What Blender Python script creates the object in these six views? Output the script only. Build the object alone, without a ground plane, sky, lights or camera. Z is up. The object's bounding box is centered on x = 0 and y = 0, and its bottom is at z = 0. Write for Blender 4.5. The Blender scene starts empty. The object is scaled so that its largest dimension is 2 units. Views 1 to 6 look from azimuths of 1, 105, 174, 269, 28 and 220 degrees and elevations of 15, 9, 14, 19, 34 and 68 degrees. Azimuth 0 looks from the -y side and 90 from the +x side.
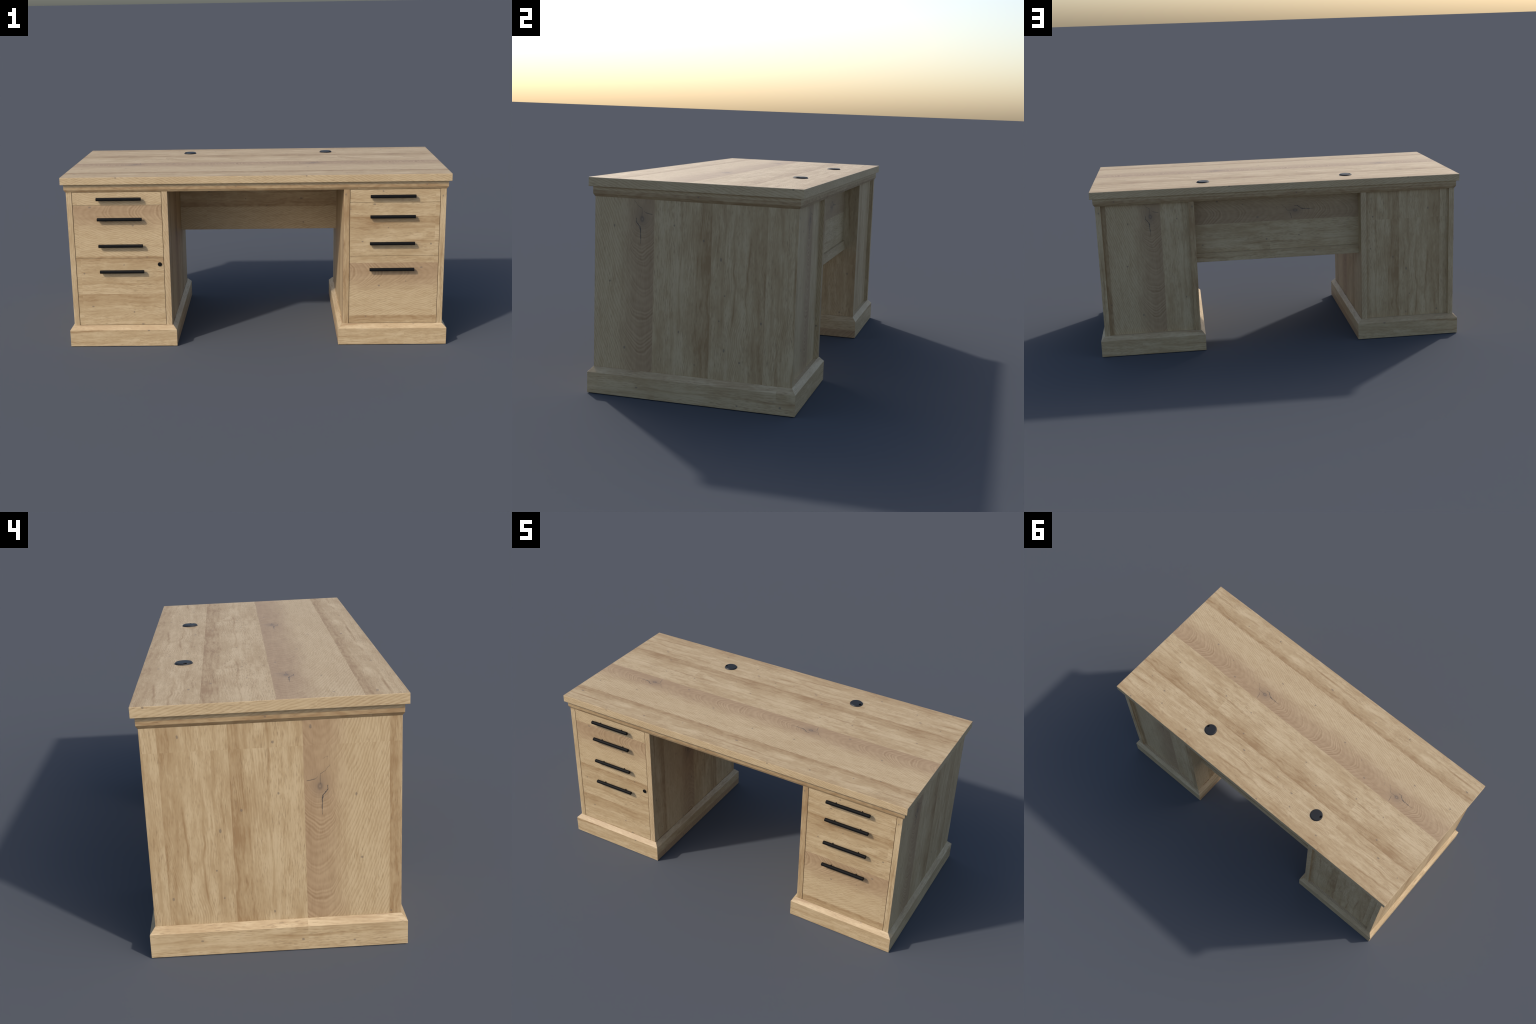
import bpy, bmesh, math
from mathutils import Vector

# ------------------------------------------------------------------ sizes (metres)
YC = 0.002                        # the wooden body sits 2 mm behind the bounding-box centre
TOP_X, TOP_Y = 1.000, 0.4537      # half sizes of the desktop
TOP_Z0, TOP_Z1 = 0.8767, 0.9143
COR_X, COR_Y = 0.9860, 0.4395     # cornice moulding under the top
COR_ZC, COR_Z0 = 0.8470, 0.8345   # where its chamfer starts, its lower edge
BODY_X, BODY_Y = 0.9769, 0.4334   # pedestal outside
INNER_X = 0.4535                  # kneehole side of the pedestals
OUT_T, IN_T = 0.0285, 0.0305      # thickness of outer and inner side panels
BASE_X, BASE_Y, BASE_IN = 0.9989, 0.4531, 0.4283
BASE_ZC, BASE_Z = 0.0893, 0.1115  # plinth: chamfer start, top
FRONT = YC - BODY_Y               # front plane of side panels and drawers
BACK = YC + BODY_Y
GAP = 0.0011                      # half the reveal beside the drawer fronts
SLIT = 0.0007                     # half the slit between one front and the next
DRAWERS = [(0.7640, 0.8335), (0.4805, 0.7640), (0.1125, 0.4805)]   # (z0, z1) top to bottom
HANDLES = [(0.7994,), (0.6928, 0.5510), (0.4115,)]                 # bar heights on each drawer
HANDLE_X, HANDLE_L, HANDLE_R = 0.7047, 0.2318, 0.0084
HANDLE_D = 0.0086                 # half depth of the bar
HANDLE_Y = -0.4473

PERIOD = 0.975                    # repeat of the laminate's printed sheet, both ways

# ------------------------------------------------------------------ node helpers
class S:
    """A shader socket with arithmetic, so that the wood can be written as formulas."""
    tree = None
    def __init__(self, sock): self.s = sock
    @staticmethod
    def math(op, *args, clamp=False):
        n = S.tree.nodes.new("ShaderNodeMath"); n.operation = op; n.use_clamp = clamp
        for i, a in enumerate(args):
            if isinstance(a, S): S.tree.links.new(a.s, n.inputs[i])
            else: n.inputs[i].default_value = a
        return S(n.outputs[0])
    def __add__(a, b): return S.math("ADD", a, b)
    __radd__ = __add__
    def __sub__(a, b): return S.math("SUBTRACT", a, b)
    def __rsub__(a, b): return S.math("SUBTRACT", b, a)
    def __mul__(a, b): return S.math("MULTIPLY", a, b)
    __rmul__ = __mul__
    def __truediv__(a, b): return S.math("DIVIDE", a, b)
    def __neg__(a): return S.math("MULTIPLY", a, -1.0)
    def __gt__(a, b): return S.math("GREATER_THAN", a, b)
    def __lt__(a, b): return S.math("LESS_THAN", a, b)

def clamp01(a): return S.math("ADD", a, 0.0, clamp=True)
def sin(a): return S.math("SINE", a)
def tanh(a): return S.math("TANH", a)
def absolute(a): return S.math("ABSOLUTE", a)
def power(a, p): return S.math("POWER", a, p)
def smaller(a, b): return S.math("MINIMUM", a, b)
def larger(a, b): return S.math("MAXIMUM", a, b)
def sqrt(a): return S.math("SQRT", a)
def bell(a, width):                       # Gaussian bump exp(-(a/width)^2)
    q = a * (1.0 / width)
    return S.math("EXPONENT", -(q * q))
def ramp(a, lo, hi):                      # smooth step from 0 at lo to 1 at hi
    n = S.tree.nodes.new("ShaderNodeMapRange"); n.interpolation_type = "SMOOTHSTEP"
    S.tree.links.new(a.s, n.inputs[0])
    if lo < hi:
        vals = (lo, hi, 0.0, 1.0)
    else:
        vals = (hi, lo, 1.0, 0.0)
    for i, x in enumerate(vals): n.inputs[i + 1].default_value = x
    return S(n.outputs[0])
def noise(x, y, z, detail=2.0, rough=0.5):
    c = S.tree.nodes.new("ShaderNodeCombineXYZ")
    for i, a in enumerate((x, y, z)):
        if isinstance(a, S): S.tree.links.new(a.s, c.inputs[i])
        else: c.inputs[i].default_value = a
    n = S.tree.nodes.new("ShaderNodeTexNoise"); n.noise_dimensions = "3D"
    n.inputs["Scale"].default_value = 1.0
    n.inputs["Detail"].default_value = detail
    n.inputs["Roughness"].default_value = rough
    S.tree.links.new(c.outputs[0], n.inputs["Vector"])
    return S(n.outputs["Fac"])
def mixc(fac, a, b, mode="MIX"):
    n = S.tree.nodes.new("ShaderNodeMix"); n.data_type = "RGBA"; n.blend_type = mode
    for sock, v in ((n.inputs[0], fac), (n.inputs[6], a), (n.inputs[7], b)):
        if isinstance(v, S): S.tree.links.new(v.s, sock)
        elif isinstance(v, (int, float)): sock.default_value = v
        else: sock.default_value = (*v, 1.0)
    return S(n.outputs[2])
def segment(u, v, a, b):
    """Distance to the line from a to b, and the place 0..1 along it."""
    du, dv = b[0] - a[0], b[1] - a[1]
    l2 = du * du + dv * dv
    t = clamp01((u - a[0]) * (du / l2) + (v - a[1]) * (dv / l2))
    x = u - a[0] - t * du
    y = v - a[1] - t * dv
    return sqrt(x * x + y * y), t

# ------------------------------------------------------------------ the printed oak sheet
# colours are reflectances (linear)
PALE = (0.566, 0.426, 0.253)
TAN = (0.437, 0.304, 0.162)
BROWN = (0.330, 0.204, 0.097)
ROSY_LIGHT = (0.443, 0.303, 0.174)
ROSY_DEEP = (0.308, 0.193, 0.102)
KNOT = (0.150, 0.108, 0.080)
CRACK = (0.035, 0.035, 0.042)
KU, KV = 0.829, -0.053            # the large knot
PIN_KNOTS = [(.015, -.381), (.227, -.336), (.551, -.335), (.350, -.294), (.562, -.193),
             (.795, -.175), (.283, -.124), (.144, -.101), (.065, -.026), (.812, .087),
             (.018, .100), (.372, .115), (.758, .214), (.434, .288), (.687, .289),
             (.540, .309), (.269, .380), (.052, .412), (.440, .465), (.240, .187), (.313, .312)]
CRACKS = [((.832, -.079), (.818, -.080), .0011, .75), ((.818, -.080), (.797, -.062), .0013, .85),
          ((.797, -.062), (.775, -.060), .0016, .90), ((.775, -.060), (.748, -.059), .0012, .80),
          ((.748, -.059), (.728, -.059), .0008, .60),
          ((.838, -.054), (.874, -.055), .0008, .55), ((.874, -.055), (.883, -.070), .0008, .60),
          ((.883, -.070), (.903, -.088), .0008, .45), ((.864, -.045), (.856, -.037), .0009, .40),
          ((.856, -.037), (.851, -.010), .0013, .55), ((.927, -.064), (.934, -.082), .0006, .40)]

def oak_sheet():
    """Node group: sheet position (U along the grain, V across) -> colour, height.
    Four printed boards A, B, C, D lie side by side; A holds the rosy heart and the knot."""
    g = bpy.data.node_groups.new("oak_laminate_sheet", "ShaderNodeTree")
    g.interface.new_socket("U", in_out="INPUT", socket_type="NodeSocketFloat")
    g.interface.new_socket("V", in_out="INPUT", socket_type="NodeSocketFloat")
    g.interface.new_socket("Color", in_out="OUTPUT", socket_type="NodeSocketColor")
    g.interface.new_socket("Height", in_out="OUTPUT", socket_type="NodeSocketFloat")
    S.tree = g
    gi = g.nodes.new("NodeGroupInput"); go = g.nodes.new("NodeGroupOutput")
    u = S.math("FLOORED_MODULO", S(gi.outputs[0]), PERIOD)
    v = S.math("FLOORED_MODULO", S(gi.outputs[1]) + 0.495, PERIOD) - 0.495
    in_c = v < -0.288
    in_d = v > 0.2475
    in_bd = v > 0.0
    in_b = in_bd - in_d
    in_a = 1.0 - in_c - in_bd
    board = in_c * 3.7 + in_b * 8.3 + in_d * 14.9

    # broad drifts of tone, drawn out along the grain
    wob = noise(u * 4.0, v * 7.0, board + 40.0, 2.0) - 0.5
    wob2 = noise(u * 12.0, v * 24.0, board + 50.0, 2.0) - 0.5
    vw = v + wob * 0.045 + wob2 * 0.010
    drift = noise(u * 1.6, vw * 11.0, board, 2.0, 0.5)
    streak = noise(u * 3.2, vw * 70.0, board + 3.0, 3.0, 0.6)
    mid = noise(u * 15.0, vw * 170.0, board + 6.0, 2.0, 0.6)
    blotch = noise(u * 13.0, v * 30.0, board + 9.0, 3.0, 0.6)
    cloud = noise(u * 4.5, v * 13.0, board + 12.0, 2.0)
    tone = (0.24 + (cloud - 0.5) * 0.95 + (drift - 0.5) * 0.50 + (streak - 0.5) * 1.15 + (mid - 0.5) * 0.50
            + (blotch - 0.5) * 1.0)

    # brown flames: heartwood that starts sharply at a board's edge and licks out across it
    def flame(dist, reach, strength, seed):
        n1 = noise(u * 5.0, seed, 2.0, 2.0) - 0.5
        n2 = noise(u * 8.0, v * 26.0, seed + 5.0, 3.0, 0.55) - 0.5
        d = dist + n1 * reach * 1.3 + n2 * reach * 0.9
        body = ramp(d, reach * 1.15, reach * 0.05)
        vein = sin(d * (6.2832 / (reach * 0.36)) + n2 * 5.0) * 0.20 + 0.80
        return body * vein * strength
    def vein(centre, width, strength, seed):
        n1 = noise(u * 4.5, seed, 2.0, 2.0) - 0.5
        n2 = noise(u * 2.6, seed, 9.0, 1.0)
        return bell(v - centre + n1 * 0.050, width) * ramp(n2, 0.42, 0.62) * strength
    tone = tone + in_c * (flame(-0.288 - v, 0.075, 0.78, 1.0) + vein(-0.375, 0.0050, 0.95, 6.0)
                          + vein(-0.440, 0.006, 0.60, 8.0))
    tone = tone + in_d * (vein(0.300, 0.006, 0.35, 13.0) + vein(0.345, 0.0040, 0.65, 15.0)
                          + vein(0.405, 0.0045, 0.55, 17.0) + flame(0.480 - v, 0.075, 0.62, 19.0))
    tone = tone + in_b * (flame(0.2475 - v, 0.070, 0.85, 11.0) + vein(0.118, 0.0035, 0.55, 23.0) + vein(0.190, 0.004, 0.40, 29.0))

    # arched growth rings of board A, bent round the knot
    du = u - KU
    kr = sqrt(du * du * 0.6 + (v - KV) * (v - KV))
    dv = v + 0.048 + wob * 0.026
    arch = (sqrt(dv * dv + 0.0075) - 0.0866) * 3.3
    f = (u - arch + bell(kr, 0.050) * 0.055 + wob * 0.085 + wob2 * 0.016
         + (blotch - 0.5) * 0.004)
    slow = noise(f * 20.0, 3.0, 1.0, 2.0) - 0.5
    group = ramp(noise(f * 8.0, 6.0, 1.0, 1.0), 0.44, 0.60)
    wide = sin(f * (6.2832 / 0.0330) + slow * 4.5)
    fine = sin(f * (6.2832 / 0.0165) + slow * 6.0)
    rosy_zone = ramp(v + wob2 * 0.040 + wob * 0.065, -0.180, -0.060) * in_a
    pale_zone = in_a * ramp(v + wob2 * 0.04, -0.090, -0.175)
    broken = 0.30 + noise(u * 12.0, v * 32.0, 77.0, 2.0) * 1.30
    calm = 1.0 - bell(u - 0.870, 0.065) * 0.85
    rings_a = (fine * group * 0.19 + wide * 0.07) * ramp(v, -0.20, -0.085) * in_a * calm * broken
    rings_p = ((wide + absolute(wide) * 0.4) * 0.180 + fine * 0.05) * pale_zone * broken
    tone = tone * (1.0 - in_a * 0.35) + rings_a + rings_p - pale_zone * 0.05

    # faint slanting rings in patches of the other boards
    f2 = v + (noise(u * 3.3, v * 4.0, board + 60.0, 1.0) - 0.5) * 0.12
    lines = sin(f2 * (6.2832 / 0.0088) + wob2 * 8.0)
    where = ramp(noise(u * 3.6, v * 10.0, board + 70.0, 1.0), 0.50, 0.68)
    tone = tone + lines * where * 0.17 * broken * (1.0 - in_a)

    # pores: short dark dashes along the grain
    pore = noise(u * 38.0, v * 430.0, board + 20.0, 2.0, 0.6)
    pore_zone = 0.50 + ramp(noise(u * 5.0, v * 24.0, board + 25.0, 1.0), 0.42, 0.62) * 0.75
    tone = tone + (pore - 0.5) * 1.25 * pore_zone
    dash = ramp(pore, 0.585, 0.70) * pore_zone * (1.0 - rosy_zone * 0.6)

    col = mixc(ramp(tone, -0.25, 0.60), PALE, TAN)
    col = mixc(ramp(tone, 0.45, 1.25), col, BROWN)
    rosy = mixc(clamp01(0.42 + rings_a * 2.1 + (blotch - 0.5) * 0.9 + (streak - 0.5) * 0.7 + (pore - 0.5) * 0.8),
                ROSY_LIGHT, ROSY_DEEP)
    edge_deep = 0.90 + bell(v, 0.035) * 0.15
    col = mixc(clamp01(rosy_zone * edge_deep * (0.75 + drift * 0.4)), col, rosy)
    col = mixc(dash * 0.36, col, (0.185, 0.130, 0.080))

    # the large knot, with a dark swirl round it, and its cracks
    kd = sqrt(du * du * 0.50 + (v - KV) * (v - KV)) + wob2 * 0.012
    col = mixc(bell(kd, 0.028) * 0.55, col, (0.250, 0.172, 0.112))
    col = mixc(bell(kd - 0.005, 0.0042) * 0.62, col, KNOT)
    col = mixc(bell(kd, 0.0016) * 0.3, col, (0.36, 0.29, 0.22))
    mark = None
    jit = (noise(u * 90.0, v * 90.0, 4.0, 2.0) - 0.5) * 0.005
    for a, b, w, strength in CRACKS:
        d, t = segment(u + jit, v + jit, a, b)
        m = ramp(d, w * 1.9, w * 0.4) * strength
        mark = m if mark is None else larger(mark, m)
    col = mixc(mark, col, CRACK)

    # pin knots
    spot = None
    swirl = (noise(u * 160.0, v * 160.0, 8.0, 1.0) - 0.5) * 0.0035
    for i, (pu, pv) in enumerate(PIN_KNOTS):
        long = (0.75, 0.95, 0.55)[i % 3]
        size = (0.0042, 0.0036, 0.0046, 0.0032)[i % 4]
        a = (u - pu + swirl) * long
        b = v - pv + swirl
        m = ramp(sqrt(a * a + b * b), size * 1.25, size * 0.65)
        spot = m if spot is None else larger(spot, m)
    col = mixc(spot * 0.64, col, (0.165, 0.125, 0.095))

    height = pore * -0.4 - mark - spot * 0.3
    g.links.new(col.s, go.inputs[0]); g.links.new(height.s, go.inputs[1])
    return g

SHEET = oak_sheet()
AX = {"x": 0, "y": 1, "z": 2}

def oak(name, x=("z", 0, "y", 0), y=("x", 0, "z", 0), z=("x", 0, "y", 0), minus_x=None):
    """Oak laminate material.  For faces looking along x, y and z it says which axis the grain
    follows and how the sheet is laid: (grain axis, U shift, cross axis, V shift); '-x' flips.
    minus_x: another lay for the faces that look along -x."""
    m = bpy.data.materials.new(name); m.use_nodes = True
    t = m.node_tree; S.tree = t
    bsdf = t.nodes["Principled BSDF"]
    tc = t.nodes.new("ShaderNodeTexCoord"); sp = t.nodes.new("ShaderNodeSeparateXYZ")
    t.links.new(tc.outputs["Object"], sp.inputs[0])
    ge = t.nodes.new("ShaderNodeNewGeometry"); sn = t.nodes.new("ShaderNodeSeparateXYZ")
    t.links.new(ge.outputs["True Normal"], sn.inputs[0])
    P = [S(sp.outputs[i]) for i in range(3)]
    isx = absolute(S(sn.outputs[0])) > 0.6
    isz = absolute(S(sn.outputs[2])) > 0.75
    isy = (1.0 - isx) * (1.0 - isz)
    def coord(axis, shift):
        s = -1.0 if axis[0] == "-" else 1.0
        return P[AX[axis[-1]]] * s + shift
    U = V = None
    lays = [(isy, y), (isz, z)]
    xf = isx * (1.0 - isz)
    if minus_x:
        neg = S(sn.outputs[0]) < 0.0
        lays += [(xf * neg, minus_x), (xf * (1.0 - neg), x)]
    else:
        lays.append((xf, x))
    for flag, (ga, us, ca, vs) in lays:
        a, b = coord(ga, us) * flag, coord(ca, vs) * flag
        U, V = (a, b) if U is None else (U + a, V + b)
    gn = t.nodes.new("ShaderNodeGroup"); gn.node_tree = SHEET
    t.links.new(U.s, gn.inputs[0]); t.links.new(V.s, gn.inputs[1])
    t.links.new(gn.outputs[0], bsdf.inputs["Base Color"])
    bu = t.nodes.new("ShaderNodeBump")
    bu.inputs["Strength"].default_value = 0.12; bu.inputs["Distance"].default_value = 0.0006
    t.links.new(gn.outputs[1], bu.inputs["Height"])
    t.links.new(bu.outputs[0], bsdf.inputs["Normal"])
    bsdf.inputs["Roughness"].default_value = 0.52
    bsdf.inputs["Specular IOR Level"].default_value = 0.5
    return m

def plain(name, colour, rough, spec=0.5, grain=0.0):
    m = bpy.data.materials.new(name); m.use_nodes = True
    t = m.node_tree; S.tree = t; b = t.nodes["Principled BSDF"]
    tc = t.nodes.new("ShaderNodeTexCoord"); sp = t.nodes.new("ShaderNodeSeparateXYZ")
    t.links.new(tc.outputs["Object"], sp.inputs[0])
    n = noise(S(sp.outputs[0]) * 140.0, S(sp.outputs[1]) * 140.0, S(sp.outputs[2]) * 140.0, 2.0)
    lo = tuple(c * (1 - grain) for c in colour); hi = tuple(c * (1 + grain) for c in colour)
    t.links.new(mixc(n, lo, hi).s, b.inputs["Base Color"])
    b.inputs["Roughness"].default_value = rough
    b.inputs["Specular IOR Level"].default_value = spec
    return m

BLACK_METAL = plain("black_powder_coat", (0.0052, 0.0052, 0.0054), 0.60, 0.14, 0.15)
BLACK_PLASTIC = plain("black_plastic", (0.0200, 0.0205, 0.0225), 0.50, 0.30, 0.08)
HOLE_DARK = plain("dark_recess", (0.004, 0.004, 0.005), 0.8, 0.2, 0.1)

# ------------------------------------------------------------------ mesh helpers
ROOT = bpy.data.objects.new("office_desk", None)
bpy.context.scene.collection.objects.link(ROOT)
ROOT["label"] = "light oak double pedestal desk with black bar handles"
ROOT["category"] = "desk"

def add(name, bm, mat, parent=ROOT, smooth=None):
    me = bpy.data.meshes.new(name); bm.normal_update(); bm.to_mesh(me); bm.free()
    me.materials.append(mat)
    ob = bpy.data.objects.new(name, me)
    bpy.context.scene.collection.objects.link(ob)
    ob.parent = parent
    if smooth is not None:
        for p in me.polygons: p.use_smooth = True
        me.set_sharp_from_angle(angle=math.radians(smooth))
    return ob

def box_bm(x0, x1, y0, y1, z0, z1, bevel=0.0, seg=2):
    bm = bmesh.new()
    bmesh.ops.create_cube(bm, size=1.0)
    for v in bm.verts:
        v.co = Vector((x0 + (v.co.x + .5) * (x1 - x0), y0 + (v.co.y + .5) * (y1 - y0), z0 + (v.co.z + .5) * (z1 - z0)))
    if bevel:
        bmesh.ops.bevel(bm, geom=bm.edges[:], offset=bevel, segments=seg, profile=0.5, affect="EDGES")
    return bm

def board(name, x0, x1, y0, y1, z0, z1, mat, bevel=0.0008, parent=ROOT):
    return add(name, box_bm(x0, x1, y0, y1, z0, z1, bevel), mat, parent)

def stacked_frames(rings, bevel):
    """Solid through rectangles (x0, x1, y0, y1, z) stacked upward: mouldings and plinths."""
    bm = bmesh.new(); loops = []
    for x0, x1, y0, y1, z in rings:
        loops.append([bm.verts.new(c) for c in ((x0, y0, z), (x1, y0, z), (x1, y1, z), (x0, y1, z))])
    bm.faces.new(loops[0][::-1]); bm.faces.new(loops[-1])
    for a, b in zip(loops, loops[1:]):
        for i in range(4):
            bm.faces.new((a[i], a[(i + 1) % 4], b[(i + 1) % 4], b[i]))
    bmesh.ops.bevel(bm, geom=bm.edges[:], offset=bevel, segments=2, profile=0.5, affect="EDGES")
    return bm

def lathe(profile, axis="z", n=48):
    """Solid of revolution through (radius, height) points; closed on the axis at both ends."""
    bm = bmesh.new(); rows = []
    for r, h in profile:
        row = []
        for i in range(n):
            a = 2 * math.pi * i / n
            c, s = r * math.cos(a), r * math.sin(a)
            row.append(bm.verts.new({"z": (c, s, h), "x": (h, c, s), "y": (c, h, s)}[axis]))
        rows.append(row)
    for a, b in zip(rows, rows[1:]):
        for i in range(n):
            bm.faces.new((a[i], a[(i + 1) % n], b[(i + 1) % n], b[i]))
    bm.faces.new(rows[0][::-1]); bm.faces.new(rows[-1])
    bmesh.ops.recalc_face_normals(bm, faces=bm.faces[:])
    return bm

def bar(length, half_depth, half_height, n=40, power=2.6):
    """Drawer pull: a superellipse section swept along x, its ends eased."""
    bm = bmesh.new(); rows = []
    for h, k in ((-length / 2, 0.88), (-length / 2 + .0010, 1.0), (length / 2 - .0010, 1.0), (length / 2, 0.88)):
        row = []
        for i in range(n):
            a = 2 * math.pi * i / n
            c, q = math.cos(a), math.sin(a)
            e = 2.0 / power
            row.append(bm.verts.new((h, k * half_depth * math.copysign(abs(c) ** e, c),
                                     k * half_height * math.copysign(abs(q) ** e, q))))
        rows.append(row)
    for a, b in zip(rows, rows[1:]):
        for i in range(n):
            bm.faces.new((a[i], a[(i + 1) % n], b[(i + 1) % n], b[i]))
    bm.faces.new(rows[0][::-1]); bm.faces.new(rows[-1])
    bmesh.ops.recalc_face_normals(bm, faces=bm.faces[:])
    return bm

# ------------------------------------------------------------------ desktop and grommets
desktop = board("desktop", -TOP_X, TOP_X, YC - TOP_Y, YC + TOP_Y, TOP_Z0, TOP_Z1,
                oak("oak_desktop", z=("x", 0.520, "y", 0.019),
                    y=("x", 0.300, "z", -1.105), x=("y", 0.150, "z", -1.105)), 0.0014)

def grommet(cx, cy, side):
    R, r, h = 0.0355, 0.0305, 0.0062
    bm = lathe([(R, -0.010), (R, 0.0006), (R - .0006, 0.0014), (r + .0008, h - .0004), (r, h), (0.010, h)], n=64)
    for v in bm.verts: v.co += Vector((cx, cy, TOP_Z1))
    g = add("grommet", bm, BLACK_PLASTIC, desktop, 40)
    # cable notch: a rounded slot near the rim, sunk into the cap
    cut = lathe([(0.0062, h - 0.004), (0.0062, h + 0.01)], n=24)
    for v in cut.verts:
        v.co.y *= 1.35
        v.co += Vector((cx + side * 0.0250, cy - 0.0065, TOP_Z1))
    me = bpy.data.meshes.new("cutter"); cut.to_mesh(me); cut.free()
    me.materials.append(HOLE_DARK)
    c = bpy.data.objects.new("cutter", me); bpy.context.scene.collection.objects.link(c)
    g.data.materials.append(HOLE_DARK)
    md = g.modifiers.new("notch", "BOOLEAN"); md.operation = "DIFFERENCE"; md.object = c; md.solver = "EXACT"
    md.material_mode = "TRANSFER"
    dg = bpy.context.evaluated_depsgraph_get()
    new = bpy.data.meshes.new_from_object(g.evaluated_get(dg))
    g.modifiers.clear(); old = g.data; g.data = new; new.name = "grommet"
    for p in new.polygons: p.use_smooth = True
    new.set_sharp_from_angle(angle=math.radians(16))
    bpy.data.meshes.remove(old); bpy.data.objects.remove(c); bpy.data.meshes.remove(me)
grommet(0.3955, 0.3010, 1)
grommet(-0.3955, 0.3010, -1)

# ------------------------------------------------------------------ cornice moulding
def ring(hx, hy, z): return (-hx, hx, YC - hy, YC + hy, z)
add("cornice_moulding", stacked_frames([ring(BODY_X + .0006, BODY_Y + .0006, COR_Z0), ring(COR_X, COR_Y, COR_ZC),
                                        ring(COR_X, COR_Y, TOP_Z0 - 0.0004)], 0.0006),
    oak("oak_cornice", x=("y", 0.330, "z", -1.150), y=("x", 0.450, "z", -1.150)))

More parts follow.
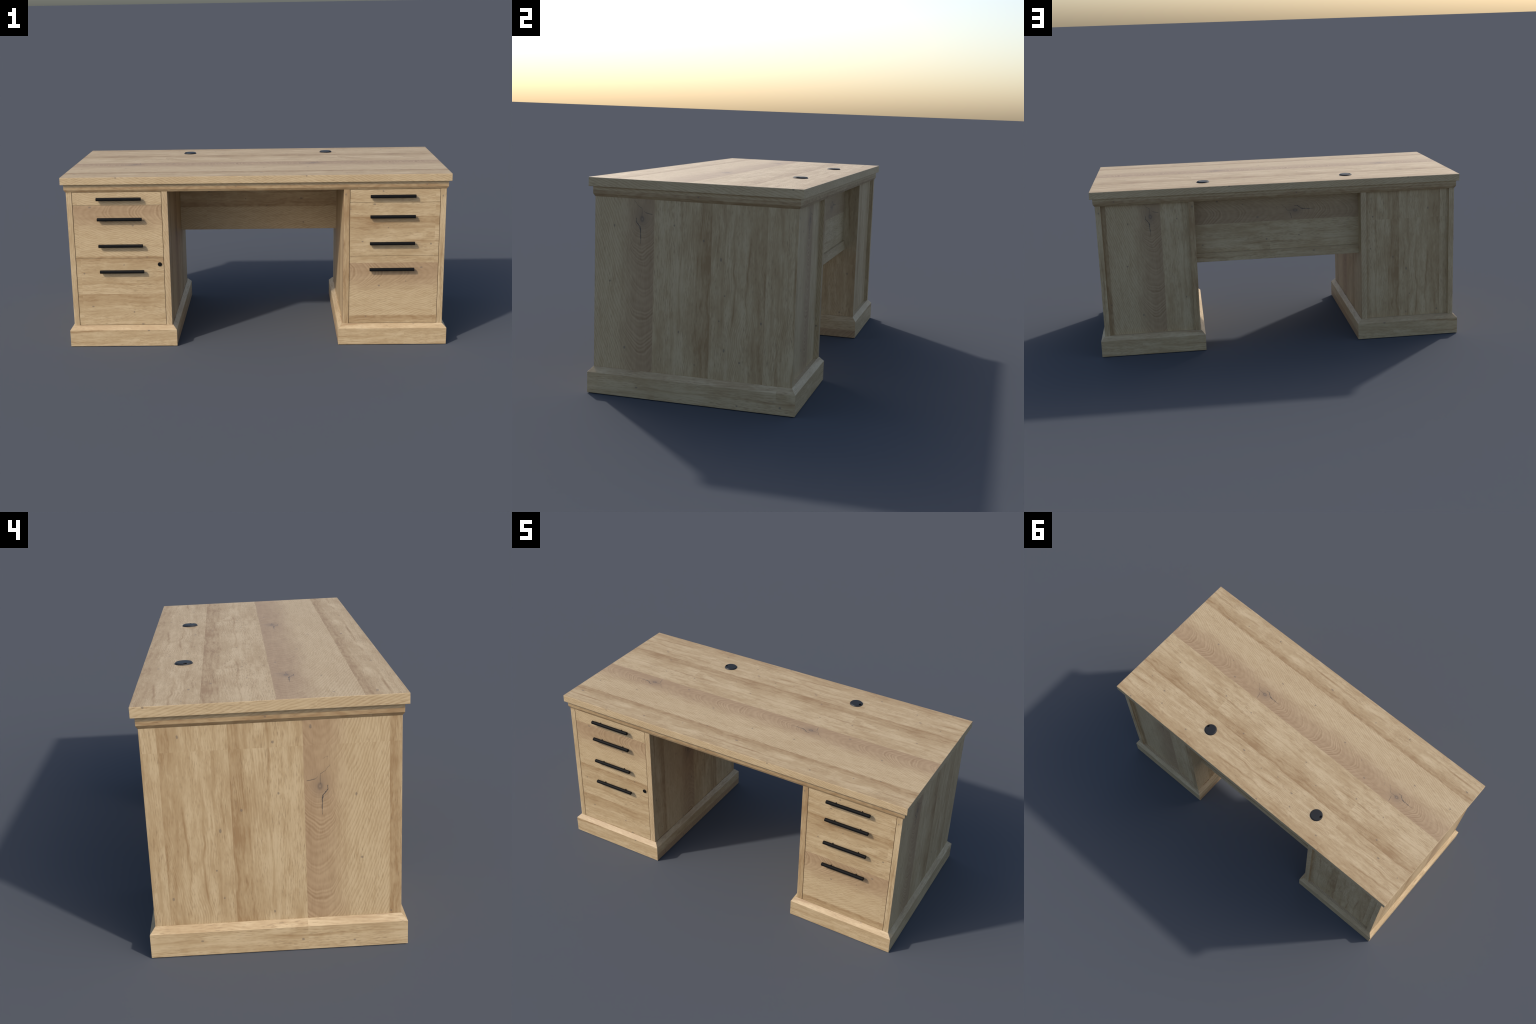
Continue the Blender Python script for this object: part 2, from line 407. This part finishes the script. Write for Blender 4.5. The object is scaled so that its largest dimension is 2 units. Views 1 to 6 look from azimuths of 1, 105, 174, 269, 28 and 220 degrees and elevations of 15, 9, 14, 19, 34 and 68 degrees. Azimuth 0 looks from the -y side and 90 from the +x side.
# ------------------------------------------------------------------ pedestals
Z0, Z1 = BASE_Z - 0.0004, COR_Z0 + 0.0004
EDGE_Y = ("z", 0.10, "x", 0.12)
for side in (-1, 1):
    def span(a, b):                       # mirror an x interval to this pedestal
        return (a, b) if side > 0 else (-b, -a)
    # outer panel, inner panel (their ends form the stiles seen front and back)
    lay = ("z", 0.2276, "y", 0.1016) if side < 0 else ("z", 0.0768, "y", 0.169)
    x0, x1 = span(BODY_X - OUT_T, BODY_X)
    board("side_panel", x0, x1, FRONT, BACK, Z0, Z1,
          oak("oak_outer_side", x=lay, y=("z", 0.35 + .2 * side, "x", 0.13)), 0.0010)
    x0, x1 = span(INNER_X, INNER_X + IN_T)
    board("side_panel", x0, x1, FRONT, BACK, Z0, Z1,
          oak("oak_inner_side", x=("-z", 0.40, "y", 0.021) if side < 0 else ("z", 0.30, "y", 0.36),
              y=("z", 0.15 - .2 * side, "x", 0.33 if side < 0 else -0.25)), 0.0010)
    # recessed back panel
    x0, x1 = span(INNER_X + IN_T - 0.003, BODY_X - OUT_T + 0.003)
    board("back_panel", x0, x1, BACK - 0.036, BACK - 0.0182, Z0, Z1,
          oak("oak_back", y=("z", 0.069, "-x", 0.636) if side > 0 else ("z", 0.30, "-x", -0.4225)), 0.0)
    # plinth
    a0, a1 = span(BASE_IN, BASE_X)
    b = 0.0205                            # inset of the chamfer; flush with the outer panel
    c0, c1 = (a0 + b, BODY_X + .0004) if side > 0 else (-BODY_X - .0004, a1 - b)
    add("plinth", stacked_frames([(a0, a1, YC - BASE_Y, YC + BASE_Y, 0.0), (a0, a1, YC - BASE_Y, YC + BASE_Y, BASE_ZC),
                                  (c0, c1, FRONT, BACK, BASE_Z)], 0.0008),
        oak("oak_plinth", x=("y", 0.25, "z", -0.040) if side < 0 else ("y", 0.60, "z", 0.07),
            minus_x=("y", 0.10, "z", 0.06) if side < 0 else ("y", 0.25, "z", -0.040), y=("x", 0.63 if side < 0 else 0.2, "z", 0.325 if side < 0 else 0.30),
            z=("x", 0.1, "y", 0.3)))
    # drawer fronts with bar handles
    x0, x1 = span(INNER_X + IN_T + 2 * GAP, BODY_X - OUT_T - 2 * GAP)
    for k, (z0, z1) in enumerate(DRAWERS):
        if side < 0:
            lay = [("x", 0.9226, "z", -1.010), ("x", 0.9226, "z", -0.780), ("x", 0.9226, "z", -0.780)][k]
        else:
            lay = ("-x", 0.924, "z", -0.444)
        drawer = board("drawer", x0, x1, FRONT + 0.0006, FRONT + 0.019, z0 + SLIT, z1 - SLIT,
                       oak("oak_drawer", y=lay), 0.0008)
        # drawer box behind the front
        board("drawer_box", x0 + .012, x1 - .012, FRONT + 0.020, BACK - 0.06, z0 + 0.012, z1 - 0.016,
              oak("oak_drawer_box"), 0.0, drawer)
        for zc in HANDLES[k]:
            cx = side * HANDLE_X
            bm = bar(HANDLE_L, HANDLE_D, HANDLE_R)
            for v in bm.verts: v.co += Vector((cx, HANDLE_Y, zc))
            for s in (-1, 1):
                post = lathe([(0.0028, FRONT + 0.001), (0.0028, HANDLE_Y + 0.002)], "y", 20)
                for v in post.verts: v.co += Vector((cx + s * 0.0693, 0, zc + 0.0010))
                tmp = bpy.data.meshes.new("post"); post.to_mesh(tmp); post.free()
                bm.from_mesh(tmp); bpy.data.meshes.remove(tmp)
            add("handle", bm, BLACK_METAL, drawer, 35)
        if side < 0 and k == 2:
            prof = [(0.0108, FRONT + 0.001), (0.0108, FRONT - 0.0022), (0.0095, FRONT - 0.0036), (0.0060, FRONT - 0.0042),
                    (0.0055, FRONT - 0.0034), (0.0010, FRONT - 0.0034)]
            bm = lathe(prof, "y", 40)
            slot = box_bm(-0.0007, 0.0007, FRONT - 0.0038, FRONT - 0.003, -0.0035, 0.0035)
            tmp = bpy.data.meshes.new("slot"); slot.to_mesh(tmp); slot.free()
            bm.from_mesh(tmp); bpy.data.meshes.remove(tmp)
            for v in bm.verts: v.co += Vector((-0.5070, 0, 0.4470))
            add("lock", bm, BLACK_METAL, drawer, 35)

# ------------------------------------------------------------------ modesty panel between the pedestals
W = INNER_X
MOD_F, MOD_B, MOD_Z = 0.2010, 0.3570, 0.4808
modesty = board("modesty_panel", -W, W, MOD_F, MOD_B, MOD_Z, Z1,
      oak("oak_modesty", y=("x", 0.931, "-z", 0.689)), 0.0008)
board("modesty_front", -W, W, MOD_F - 0.004, MOD_F - 0.0002, MOD_Z, Z1,
      oak("oak_modesty_front", y=("x", 0.30, "-z", 0.327)), 0.0006, modesty)
board("modesty_rail", -W, W, MOD_B + 0.0002, MOD_B + 0.0130, MOD_Z, 0.5300,
      oak("oak_modesty_rail", y=("x", 0.25, "z", -0.10)), 0.0010, modesty)
